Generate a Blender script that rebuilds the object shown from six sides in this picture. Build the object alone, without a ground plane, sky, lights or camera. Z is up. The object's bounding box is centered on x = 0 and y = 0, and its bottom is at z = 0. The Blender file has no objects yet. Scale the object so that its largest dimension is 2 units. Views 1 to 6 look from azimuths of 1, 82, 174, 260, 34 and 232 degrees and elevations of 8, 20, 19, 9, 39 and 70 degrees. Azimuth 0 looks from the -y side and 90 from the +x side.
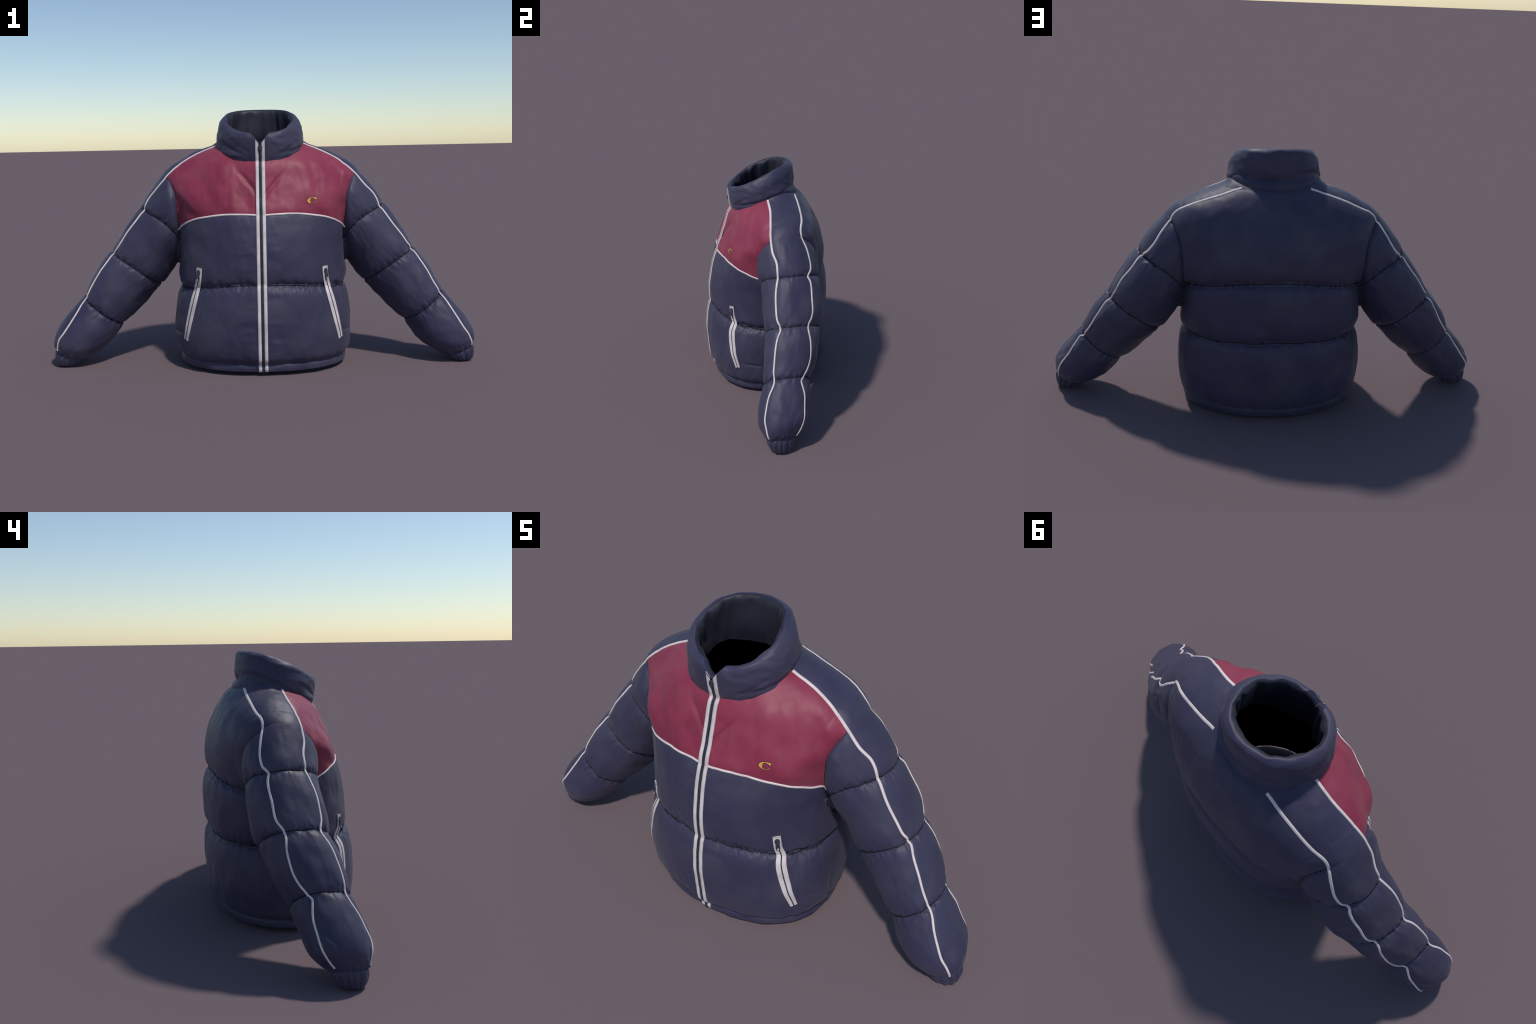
"""Quilted puffer jacket: navy body, crimson front yoke, white piping, zips.

The shell is modelled as one smooth skin: a torso loft and two sleeve lofts
(profiles below) blended together, padded with quilting, creased along the
seams, and then cut along the seam lines into its sewn panels.
"""
import bpy
import math
import numpy as np

rng = np.random.default_rng(7)


# ------------------------------------------------------------------ helpers
def spline(xs, ys, n=400):
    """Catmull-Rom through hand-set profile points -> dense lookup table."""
    xs = np.asarray(xs, float)
    ys = np.asarray(ys, float)
    m = np.gradient(ys, xs)
    X = np.linspace(xs[0], xs[-1], n)
    i = np.clip(np.searchsorted(xs, X) - 1, 0, len(xs) - 2)
    h = xs[i + 1] - xs[i]
    t = (X - xs[i]) / h
    Y = ((2 * t**3 - 3 * t**2 + 1) * ys[i] + (t**3 - 2 * t**2 + t) * h * m[i]
         + (-2 * t**3 + 3 * t**2) * ys[i + 1] + (t**3 - t**2) * h * m[i + 1])
    return lambda q: np.interp(q, X, Y)


def profile(*pts):
    return spline([p[0] for p in pts], [p[1] for p in pts])


def smoothstep(a, b, x):
    t = np.clip((x - a) / (b - a), 0, 1)
    return t * t * (3 - 2 * t)


_perm = rng.permutation(256)
_perm = np.concatenate([_perm, _perm, _perm])
_grad = rng.normal(size=(256, 3))
_grad /= np.linalg.norm(_grad, axis=1)[:, None]


def noise3(x, y, z):
    """Seeded gradient noise, about -0.7 .. 0.7."""
    P = [np.asarray(c, float) for c in (x, y, z)]
    I = [np.floor(c).astype(int) for c in P]
    F = [c - i for c, i in zip(P, I)]
    W = [f * f * f * (f * (f * 6 - 15) + 10) for f in F]
    out = 0.0
    for dx in (0, 1):
        for dy in (0, 1):
            for dz in (0, 1):
                h = _perm[(_perm[(_perm[(I[0] + dx) & 255] + I[1] + dy) & 255] + I[2] + dz) & 255]
                g = _grad[h]
                d = (g[..., 0] * (F[0] - dx) + g[..., 1] * (F[1] - dy) + g[..., 2] * (F[2] - dz))
                w = ((W[0] if dx else 1 - W[0]) * (W[1] if dy else 1 - W[1]) * (W[2] if dz else 1 - W[2]))
                out = out + w * d
    return out


def mnoise(mask, x, y, z):
    """Noise evaluated only where it is needed."""
    out = np.zeros(len(mask))
    b = lambda c: c[mask] if isinstance(c, np.ndarray) else np.full(int(mask.sum()), float(c))
    if mask.any():
        out[mask] = noise3(b(x), b(y), b(z))
    return out


# ------------------------------------------------------------ torso profiles
# half width, front depth and back depth at seam level (padding comes on top)
T_HALF = profile((0.0, .386), (.06, .391), (.22, .396), (.38, .386), (.48, .388), (.6, .392), (.75, .405),
                 (.84, .42), (.90, .415), (.95, .375), (.99, .30), (1.03, .222), (1.07, .19), (1.12, .16))
T_FRONT = profile((0.0, -.305), (.06, -.314), (.22, -.318), (.40, -.312), (.55, -.292), (.66, -.268), (.72, -.254),
                  (.80, -.226), (.88, -.198), (.949, -.172), (1.0, -.135), (1.07, -.09), (1.12, -.06))
T_BACK = profile((0.0, .260), (.06, .284), (.22, .305), (.39, .308), (.52, .31), (.66, .306), (.76, .296),
                 (.86, .274), (.94, .246), (1.0, .217), (1.035, .197), (1.07, .172), (1.12, .15))
T_MID = profile((0.0, -.01), (.3, .0), (.6, .03), (.85, .065), (1.0, .07), (1.12, .05))
T_NF = profile((0.0, 2.3), (.25, 2.35), (.5, 2.05), (.63, 2.05), (.715, 2.32), (.785, 2.8), (.86, 2.25), (.92, 2.0), (1.12, 2.0))
T_NB = profile((0.0, 2.1), (.25, 2.45), (.5, 2.5), (.8, 2.55), (.92, 2.2), (1.12, 2.1))

HEM_Z = .058           # seam above the hem band
HEM_BOTTOM = .016


def front_seam(x):
    return .412 - .25 * np.abs(x) ** 2 - .02 * np.abs(x)


def back_seam_low(x):
    return .388 - .06 * np.abs(x) ** 2


def back_seam_high(x):
    return .661 - .35 * np.abs(x) ** 2


YOKE_Z = profile((0, .718), (.08, .722), (.16, .722), (.24, .712), (.30, .699), (.34, .682), (.37, .662), (.40, .635), (.45, .59))
ARM_X = profile((.40, .42), (.475, .400), (.56, .387), (.65, .388), (.74, .394), (.81, .403), (.87, .430), (.90, .450), (.95, .475), (1.05, .50))

# front and back piping lines of the sleeve stripe, as y over |x|
# (they bow outward over each baffle and jog inward at each quilting seam)
PIPE_F = profile((.0, .01), (.212, .006), (.288, .004), (.379, -.011), (.447, -.024), (.488, -.023), (.53, -.008), (.562, -.014),
                 (.614, -.036), (.66, -.044), (.692, -.046), (.722, -.035), (.742, -.054), (.782, -.076), (.830, -.096), (.858, -.101),
                 (.886, -.131), (.915, -.148), (.937, -.155), (.953, -.150), (.973, -.147), (1.02, -.146))
PIPE_B = profile((.0, .19), (.151, .167), (.251, .166), (.363, .153), (.432, .134), (.482, .151), (.534, .162), (.552, .155),
                 (.568, .134), (.588, .141), (.643, .136), (.700, .122), (.714, .106), (.726, .102), (.759, .105), (.782, .102),
                 (.811, .092), (.848, .054), (.860, .033), (.874, .035), (.894, .037), (.924, .024), (.958, -.002), (.973, -.020), (1.02, -.05))

# ------------------------------------------------------------ sleeve rings
# (top x, top z, bottom x, bottom z, centre y, half depth)
RINGS = [
    (.10, 1.042, .10, .72, .070, .150),
    (.22, 1.022, .23, .66, .078, .150),
    (.335, .988, .33, .60, .072, .158),
    (.450, .908, .385, .52, .062, .150),
    (.575, .752, .445, .445, .066, .142),     # quilting seam
    (.653, .636, .490, .382, .056, .140),
    (.724, .530, .545, .330, .038, .128),     # quilting seam
    (.790, .438, .612, .262, .014, .122),
    (.852, .330, .682, .188, -.018, .112),    # quilting seam
    (.924, .236, .745, .116, -.046, .113),
    (.980, .150, .805, .063, -.066, .103),
    (.994, .074, .872, .024, -.083, .067),    # cuff seam
    (.994, .046, .890, .006, -.087, .060),
]
# quilting seams of the sleeve: ring parameter at mid height, and slant
SEAMS = ((3.38, .72), (5.58, .40), (8.0, .02))
FIRST = (2.2, .35)
CUFF_S = 10.95
_R = np.array(RINGS)
_s = np.arange(len(RINGS), dtype=float)
_SN = 1200
_S = np.linspace(0, len(RINGS) - 1, _SN)


def _tab(v):
    return spline(_s, v, _SN)(_S)


_top = np.stack([_tab(_R[:, 0]), _tab(_R[:, 1])], 1)
_bot = np.stack([_tab(_R[:, 2]), _tab(_R[:, 3])], 1)
_cy, _w2 = _tab(_R[:, 4]), _tab(_R[:, 5])
_c2 = (_top + _bot) / 2
_n1 = _top - _bot
_w1 = np.linalg.norm(_n1, axis=1) / 2
_n1 = _n1 / (2 * _w1[:, None])
_C = np.stack([_c2[:, 0], _cy, _c2[:, 1]], 1)
_N1 = np.stack([_n1[:, 0], 0 * _cy, _n1[:, 1]], 1)
_dC = np.gradient(_C, _S, axis=0)
_dN1 = np.gradient(_N1, _S, axis=0)
_D = np.stack([_n1[:, 1], 0 * _cy, -_n1[:, 0]], 1)
_LEN = np.concatenate([[0], np.cumsum(np.linalg.norm(np.diff(_C, axis=0), axis=1))])


def _at(tab, s):
    if tab.ndim == 1:
        return np.interp(s, _S, tab)
    return np.stack([np.interp(s, _S, tab[:, k]) for k in range(tab.shape[1])], -1)


_coarse = np.arange(0, _SN, 10)


def _near(s):
    return np.rint(s * ((_SN - 1) / _S[-1])).astype(int)


def sleeve_coords(P, guess=None):
    """P (n,3) with x mirrored to + -> ring parameter s and in-ring offsets."""
    if guess is None:
        s = np.empty(len(P))
        Cc = _C[_coarse]
        c2 = (Cc ** 2).sum(1)
        for a in range(0, len(P), 60000):
            s[a:a + 60000] = _S[_coarse[(c2 - 2 * P[a:a + 60000] @ Cc.T).argmin(1)]]
    else:
        s = guess.copy()
    for _ in range(4 if guess is None else 2):
        k = _near(s)
        r = P - _C[k] - (s - _S[k])[:, None] * _dC[k]
        D = _D[k]
        den = np.maximum((_dC[k] * D).sum(1), .02)
        s = np.clip(s + np.clip(.85 * (r * D).sum(1) / den, -.8, .8), 0, _S[-1])
    k = _near(s)
    r = P - _C[k] - (s - _S[k])[:, None] * _dC[k]
    return s, (r * _N1[k]).sum(1), r[:, 1], (r * _D[k]).sum(1)


def puff(t, p=.55):
    return (4 * np.clip(t, 0, 1) * (1 - np.clip(t, 0, 1))) ** p


def crease(d, w):
    return np.exp(-np.abs(d) / w)


def seam_params(P):
    """Signed distances to the torso seams (z sense) and front/back weight."""
    x, y, z = P.T
    wb = smoothstep(-.10, .08, y)
    z_low = front_seam(x) * (1 - wb) + back_seam_low(x) * wb
    return wb, z_low, back_seam_high(x)


def seam_at(sm, v):
    return sm[0] + sm[1] * v


def field(P, detail=True, want=False, guess=None):
    """Signed distance-like function of the padded shell (negative inside)."""
    sx = P[:, 0]
    P = P.copy()
    P[:, 0] = np.abs(P[:, 0])
    x, y, z = P.T
    # --- torso
    a, yc = T_HALF(z), T_MID(z)
    fr, bk = T_FRONT(z), T_BACK(z)
    front = y < yc
    dep = np.where(front, yc - fr, bk - yc)
    n = np.where(front, T_NF(z), T_NB(z))
    X = np.maximum(x / a, 1e-6)
    Y = np.maximum(np.abs(y - yc) / dep, 1e-6)
    rho = (X**n + Y**n) ** (1 / n)
    rad = np.sqrt(x * x + (y - yc) ** 2)
    ft = np.where(rho > .3, rad * (1 - 1 / np.maximum(rho, .3)), -.2)
    wb, zl, zh = seam_params(P)
    top_f, top_b = .99, 1.03
    low = puff(np.clip((z - HEM_Z) / (zl - HEM_Z), 0, 1) ** .68, .38)
    pf = np.where(z < zl, low,
                  .95 * puff((z - zl) / (top_f - zl) * .55, .5) * (1 - smoothstep(.60, .80, z) * .93))
    nozip = smoothstep(.012, .10, x)        # the zip bridges the quilting seam
    wz = (1 - nozip) * smoothstep(.66, .50, z)
    pf = pf * (1 - wz) + wz * (.40 + .6 * pf)
    pb = np.where(z < zl, low,
                  np.where(z < zh, puff((z - zl) / (zh - zl), .5), .9 * puff((z - zh) / (top_b - zh), .55)))
    hem = puff((z + .01) / (HEM_Z + .01), .5) * .35
    P_t = np.where(z < HEM_Z, hem, (1 - wb) * pf + wb * pb)
    ft = ft - .028 * P_t
    # --- sleeve
    s, u1, u2, ax = sleeve_coords(P, guess)
    kn = _near(s)
    w1, w2 = _w1[kn] + .003, _w2[kn] + .003
    k = np.interp(s, [0, 4, 5.5], [2.0, 2.0, 2.2]) + np.where(u1 > 0, .3 * smoothstep(4., 5.5, s) * np.where(u2 > 0, .35, 1.), .4) * np.clip(u1 / w1, -1, 1)
    R1 = np.maximum(np.abs(u1) / w1, 1e-6)
    R2 = np.maximum(np.abs(u2) / w2, 1e-6)
    rs = (R1**k + R2**k) ** (1 / k)
    rd = np.sqrt(u1 * u1 + u2 * u2)
    fs = np.where(rs > .3, rd * (1 - 1 / np.maximum(rs, .3)), -.1)
    v = np.clip(u1 / w1, -1, 1)
    ps = np.zeros_like(s)
    sb = [seam_at(q, v) for q in (FIRST, *SEAMS)] + [CUFF_S + 0 * s]
    for b, e in zip(sb[:-1], sb[1:]):
        t = (s - b) / (e - b)
        ps = np.where((t > 0) & (t < 1), puff(t, .5), ps)
    fs = fs - .011 * ps
    fs = np.where((s >= _S[-1] - 1e-6) | (s <= 1e-6), np.maximum(fs, np.abs(ax)), fs)
    # --- armhole crease and blend
    xa = ARM_X(z)
    slope = (ARM_X(z + .01) - ARM_X(z - .01)) / .02
    d_arm = (x - xa) / np.sqrt(1 + slope**2)
    up = smoothstep(.70, .95, z)
    kk = .014 + .030 * up
    h = np.clip(.5 + .5 * (fs - ft) / kk, 0, 1)
    f = fs * (1 - h) + ft * h - kk * h * (1 - h)
    if want:
        return dict(s=s, u1=u1, u2=u2, d_arm=d_arm, v=v, wb=wb, zl=zl, zh=zh)
    if detail:
        yF, yB = PIPE_F(x), PIPE_B(x)
        mid = (yF + yB) / 2
        ton = smoothstep(.03, -.01, d_arm)      # on torso
        son = 1 - ton
        T, S = ton > 0, son > 0
        # armhole groove, fading out across the shoulder stripe
        amp = np.where(u1 > 0, np.maximum(smoothstep(yF + .004, yF - .03, y),
                                          .4 * smoothstep(mid - .02, yB, y) + .6 * smoothstep(yB - .01, yB + .02, y)), 1.)
        amp = amp * smoothstep(.40, .50, z)
        gr = amp * (.011 * crease(d_arm, .008) + .009 * crease(d_arm, .03))
        # torso quilting creases with puckers
        d2 = z - zl
        d1 = z - zh
        dh = z - HEM_Z
        onb = smoothstep(.02, .14, y)
        onf = smoothstep(-.02, -.08, y)
        nozip = np.where(y < 0, .25 + .75 * smoothstep(.015, .06, x), 1.)
        near = T & ((np.abs(d2) < .07) | ((np.abs(d1) < .07) & (y > .02)) | (np.abs(dh) < .05))
        puck = mnoise(near, sx * 42, y * 42, z * 9 + 3) + .6 * mnoise(near, sx * 90, y * 90, z * 14)
        puck2 = mnoise(near, sx * 33 + 9, y * 33, z * 8)
        c2 = crease(d2 + .005 * puck2, .010) * nozip
        c1 = crease(d1 + .005 * puck2, .010) * onb
        ch = crease(dh + .003 * puck2, .008)
        gt = .011 * c2 + .012 * c1 + .013 * ch
        gt = gt + .004 * (np.exp(-(d2 / .022) ** 2) * nozip + np.exp(-(d1 / .022) ** 2) * onb)
        side_fade = smoothstep(.0, -.05, d_arm)
        pk = .0085 * (np.exp(-(d2 / .030) ** 2) * nozip + np.exp(-(d1 / .030) ** 2) * onb) * puck * side_fade
        pk = pk + .006 * np.exp(-((dh - .012) / .035) ** 2) * mnoise(near, sx * 26, y * 26, z * 5)
        # side seams
        sm = T & (x > .28) & (z < .46)
        wob = .02 * mnoise(sm, z * 4, 1.5, 2.5)
        for yy, aa in ((-.045, .005), (.125, .0025)):
            gt = gt + aa * crease(y - yy - wob, .006) * smoothstep(.28, .36, x) * smoothstep(.46, .40, z) * smoothstep(.05, .08, z)
        # yoke piping valley
        dy = z - YOKE_Z(x)
        gt = gt + .005 * crease(dy, .012) * onf
        # soft drapes of the unquilted yoke
        yoke = onf * smoothstep(.70, .76, z) * smoothstep(1.0, .93, z)
        ym = T & (yoke > 0)
        dr = .0170 * mnoise(ym, sx * 12 + 4 + 1.5 * np.abs(sx) * (z - .8) * 20, .3, z * 3.2) + .0028 * mnoise(ym, sx * 30, .7, z * 5 + 2)
        # diagonal folds pulled from the collar corners to the zip
        for sgn, fo in ((-1, 0.), (1, .012)):
            q = (z - .93) + (.115 - sx * sgn + fo) * 1.15 + .25 * (sx - .06 * sgn) ** 2 * 10
            dr = dr - .0085 * np.exp(-(q / .017) ** 2) * smoothstep(.0, .03, sx * sgn) * smoothstep(.13, .06, sx * sgn)
        pk = pk + yoke * dr
        # dimple fold beside the pocket
        qx = x - .335 - .25 * (.40 - z)
        pk = pk - .006 * np.exp(-(qx / .014) ** 2) * smoothstep(.28, .36, z) * smoothstep(.41, .395, z) * onf
        # short pull line running back from the foot of the pocket
        pk = pk - .006 * np.exp(-((z - .172 - .10 * (-.15 - y) + .0) / .008) ** 2) * smoothstep(.36, .39, x) * smoothstep(-.24, -.20, y) * smoothstep(-.08, -.12, y)
        # ripples beside the zip
        nearzip = smoothstep(.022, .035, x) * smoothstep(.14, .05, x) * onf * smoothstep(.72, .66, z)
        pk = pk + .004 * nearzip * mnoise(T & (nearzip > 0), sx * 9, .4, z * 34)
        lowf = .007 * mnoise(T, sx * 6, y * 6, z * 6) + .0060 * mnoise(T, sx * 14 + 5, y * 14, z * 10) + .0018 * mnoise(T, sx * 38, y * 38 + 3, z * 22)
        # vertical drape on the lower back
        lowf = lowf + .007 * mnoise(T & (wb > 0) & (z < .3), sx * 22, 2.2, z * 4) * smoothstep(.3, .12, z) * wb
        f = f - ton * (lowf + pk - gt)
        # sleeve creases
        sd = np.sign(sx)
        Lc = _LEN[kn]
        speed = np.linalg.norm(_dC[kn] + u1[:, None] * _dN1[kn], axis=1)
        far = smoothstep(.01, .07, d_arm)
        dd = [(s - q) * speed for q in sb[1:-1]]
        ns = S & (np.min(np.abs(dd), axis=0) < .07)
        pks = mnoise(ns, u1 * 42, u2 * 42 + 7 * sd, Lc * 9) + .6 * mnoise(ns, u1 * 90, u2 * 90, Lc * 14 + 5 * sd)
        wav = .004 * mnoise(ns, u1 * 30, u2 * 30, 3 * sd)
        gs = 0.
        pp = 0.
        for i, d in enumerate(dd):
            gs = gs + (.0085 if i else .0085 * smoothstep(.0, .05, d_arm)) * crease(d + wav, .010)
            pp = pp + .0080 * np.exp(-(d / .028) ** 2) * pks * far
        dc = (CUFF_S - s) * speed
        gs = gs + .010 * crease(dc, .007)
        nc = S & (dc < .07)
        pp = pp + .0100 * smoothstep(.06, .005, dc) * (mnoise(nc, u1 * 50, u2 * 50, Lc * 6 + 9) + .1)
        lows = .007 * mnoise(S, u1 * 9, u2 * 9 + 4 * sd, Lc * 9) + .0055 * mnoise(S, u1 * 18, u2 * 18, Lc * 14 + sd) + .0018 * mnoise(S, u1 * 40, u2 * 40 + sd, Lc * 22)
        # inner arm seam
        gs = gs + .003 * crease(np.where(u1 < 0, u2 + .02, .1), .005)
        f = f - son * (lows + pp - gs) + gr
        # piping sits in a shallow tuck
        tuck = .004 * smoothstep(0, .02, u1) * (crease(y - yF, .010) + crease(y - yB, .010)) * smoothstep(.14, .2, x) * smoothstep(.6, .75, z + x * .75)
        f = f + tuck
        # neck band crease at the back
        nb = z - neck_band_z(x)
        f = f + (.010 * crease(nb, .007) - .004 * np.exp(-((nb - .02) / .016) ** 2)) * smoothstep(.02, .09, y) * smoothstep(.28, .20, x)
    f = np.maximum(f, HEM_BOTTOM - z)
    return f


def neck_band_z(x):
    return 1.030 + .9 * np.abs(x) ** 2


def gradient(P, e=.002):
    """Gradient of the smooth (unwrinkled) field."""
    g = np.empty_like(P)
    gs = sleeve_coords(np.abs(P) * [1, 0, 1] + P * [0, 1, 0])[0]
    for k in range(3):
        d = np.zeros(3)
        d[k] = e
        g[:, k] = (field(P + d, False, guess=gs) - field(P - d, False, guess=gs)) / (2 * e)
    return g, gs


def project(P, detail=True, it=3):
    """Slide points onto the shell along the smooth normal."""
    P = P.copy()
    g, gs = gradient(P)
    g /= np.maximum((g * g).sum(1), .15)[:, None]
    for _ in range(it):
        step = field(P, detail, guess=gs)[:, None] * g
        L = np.linalg.norm(step, axis=1)
        P -= step * np.minimum(1, .015 / np.maximum(L, 1e-9))[:, None]
    return P


def vertex_normals(V, T):
    n = np.cross(V[T[:, 1]] - V[T[:, 0]], V[T[:, 2]] - V[T[:, 0]])
    N = np.stack([np.bincount(T.ravel(), np.repeat(n[:, k], 3), len(V)) for k in range(3)], 1)
    return N / np.maximum(np.linalg.norm(N, axis=1), 1e-12)[:, None]


# ------------------------------------------------------- skin from the field
def skin(h, level=0.0):
    """Surface nets over the half space x>=0, then mirrored."""
    xs = np.arange(-1, int(1.05 / h) + 2) * h
    ys = np.arange(int(-.40 / h), int(.42 / h) + 1) * h
    zs = np.arange(-2, int(1.14 / h) + 2) * h
    nx, ny, nz = len(xs), len(ys), len(zs)
    G = np.stack(np.meshgrid(xs, ys, zs, indexing='ij'), -1).reshape(-1, 3)
    F = np.full(len(G), .3)
    near = (np.abs(G[:, 0]) < .55) | (G[:, 2] < 1.45 - G[:, 0])
    near &= ~((G[:, 0] > .47) & (G[:, 2] < .83 - G[:, 0]) & (G[:, 0] + G[:, 2] < .75))
    F[near] = field(G[near], detail=False) - level
    F = np.where(G[:, 2] > 1.11, np.maximum(F, G[:, 2] - 1.11), F)
    F = F.reshape(nx, ny, nz)
    ins = F < 0
    c = [ins[i:nx - 1 + i, j:ny - 1 + j, k:nz - 1 + k] for i in (0, 1) for j in (0, 1) for k in (0, 1)]
    cnt = sum(a.astype(np.int8) for a in c)
    cell = (cnt > 0) & (cnt < 8)
    idx = -np.ones(cell.shape, int)
    idx[cell] = np.arange(cell.sum())
    ci = np.argwhere(cell)
    acc = np.zeros((len(ci), 3))
    num = np.zeros(len(ci))
    corners = [(i, j, k) for i in (0, 1) for j in (0, 1) for k in (0, 1)]
    for p in corners:
        for axis in range(3):
            if p[axis]:
                continue
            q = list(p)
            q[axis] = 1
            fa = F[ci[:, 0] + p[0], ci[:, 1] + p[1], ci[:, 2] + p[2]]
            fb = F[ci[:, 0] + q[0], ci[:, 1] + q[1], ci[:, 2] + q[2]]
            m = (fa < 0) != (fb < 0)
            t = np.where(m, fa / np.where(m, fa - fb, 1), 0)
            pt = np.tile(np.array(p, float), (len(ci), 1))
            pt[:, axis] += t
            acc += pt * m[:, None]
            num += m
    V = (ci + acc / num[:, None]) * h + np.array([xs[0], ys[0], zs[0]])
    quads = []
    for axis in range(3):
        o1, o2 = [(1, 2), (2, 0), (0, 1)][axis]
        A = np.take(ins, range(0, ins.shape[axis] - 1), axis)
        B = np.take(ins, range(1, ins.shape[axis]), axis)
        e = np.argwhere(A != B)
        flip = A[tuple(e.T)]
        ok = (e[:, o1] > 0) & (e[:, o2] > 0) & (e[:, o1] < ins.shape[o1] - 1) & (e[:, o2] < ins.shape[o2] - 1)
        e, flip = e[ok], flip[ok]
        q = []
        for d1, d2 in ((-1, -1), (0, -1), (0, 0), (-1, 0)):
            b = e.copy()
            b[:, o1] += d1
            b[:, o2] += d2
            q.append(idx[tuple(b.T)])
        q = np.stack(q, 1)
        q[~flip] = q[~flip][:, ::-1]
        quads.append(q)
    Q = np.concatenate(quads)
    # half space: drop quads left of x=0, snap the seam and mirror
    right = V[Q].mean(1)[:, 0] > 0
    Q = Q[right]
    V[np.abs(V[:, 0]) < h * .51, 0] = 0
    used = np.unique(Q)
    re = -np.ones(len(V), int)
    re[used] = np.arange(len(used))
    V, Q = V[used], re[Q]
    V[:, 0] = np.maximum(V[:, 0], 0)
    mid = V[:, 0] < 1e-9
    other = np.where(mid, np.arange(len(V)), -1)
    other[~mid] = len(V) + np.arange((~mid).sum())
    V2 = V[~mid] * np.array([-1, 1, 1])
    return np.concatenate([V, V2]), np.concatenate([Q, other[Q][:, ::-1]])


def refine(V, Q):
    """Split each quad in four."""
    E = np.concatenate([Q[:, [i, (i + 1) % 4]] for i in range(4)])
    E.sort(axis=1)
    U, inv = np.unique(E, axis=0, return_inverse=True)
    inv = inv.ravel()
    n = len(Q)
    m = [len(V) + inv[i * n:(i + 1) * n] for i in range(4)]
    c = len(V) + len(U) + np.arange(n)
    V2 = np.concatenate([V, V[U].mean(1), V[Q].mean(1)])
    Q2 = np.concatenate([np.stack([Q[:, i], m[i], c, m[i - 1]], 1) for i in range(4)])
    return V2, Q2


class Skin:
    """Triangles that can be cut along the zero line of any function."""

    def __init__(self, V, N, T):
        self.V, self.N, self.T = V, N, T
        self.label = {}

    def cut(self, name, fn):
        g = fn(self.V)
        g = np.where(np.abs(g) < 1e-7, 1e-7, g)
        T = self.T
        pos = g[T] > 0
        k = pos.sum(1)
        lab = k > 1.5
        lab = np.where(k == 3, True, np.where(k == 0, False, False))
        mix = np.where((k == 1) | (k == 2))[0]
        if len(mix):
            t = T[mix]
            p = pos[mix]
            lone = np.where(k[mix] == 1, p.argmax(1), (~p).argmax(1))
            r = np.arange(len(mix))
            a, b, c = t[r, lone], t[r, (lone + 1) % 3], t[r, (lone + 2) % 3]
            E = np.concatenate([np.stack([a, b], 1), np.stack([a, c], 1)])
            Es = np.sort(E, axis=1)
            U, inv = np.unique(Es, axis=0, return_inverse=True)
            inv = inv.ravel()
            ga, gb = g[U[:, 0]], g[U[:, 1]]
            w = np.clip(ga / (ga - gb), .01, .99)[:, None]
            base = len(self.V)
            self.V = np.concatenate([self.V, self.V[U[:, 0]] * (1 - w) + self.V[U[:, 1]] * w])
            nn = self.N[U[:, 0]] * (1 - w) + self.N[U[:, 1]] * w
            self.N = np.concatenate([self.N, nn / np.maximum(np.linalg.norm(nn, axis=1), 1e-9)[:, None]])
            ab, ac = base + inv[:len(mix)], base + inv[len(mix):]
            keep = np.ones(len(T), bool)
            keep[mix] = False
            new = np.concatenate([np.stack([a, ab, ac], 1), np.stack([ab, b, c], 1), np.stack([ab, c, ac], 1)])
            src = np.concatenate([np.where(keep)[0], mix, mix, mix])
            self.T = np.concatenate([T[keep], new])
            lp = k[mix] == 1
            newlab = np.concatenate([lab[keep], lp, ~lp, ~lp])
            for n_ in self.label:
                self.label[n_] = self.label[n_][src]
            self.label[name] = newlab
        else:
            self.label[name] = lab

    def drop(self, mask):
        self.T = self.T[~mask]
        for n_ in self.label:
            self.label[n_] = self.label[n_][~mask]

    def centroid(self):
        return self.V[self.T].mean(1)


# ------------------------------------------------------------------ materials
def _mix(nt, fac, a, b, mode='MIX'):
    m = nt.nodes.new('ShaderNodeMix')
    m.data_type = 'RGBA'
    m.blend_type = mode
    for sock, v in ((m.inputs[0], fac), (m.inputs[6], a), (m.inputs[7], b)):
        if hasattr(v, 'is_linked'):
            nt.links.new(v, sock)
        elif isinstance(v, (int, float)):
            sock.default_value = v
        else:
            sock.default_value = (*v, 1)
    return m.outputs[2]


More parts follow.
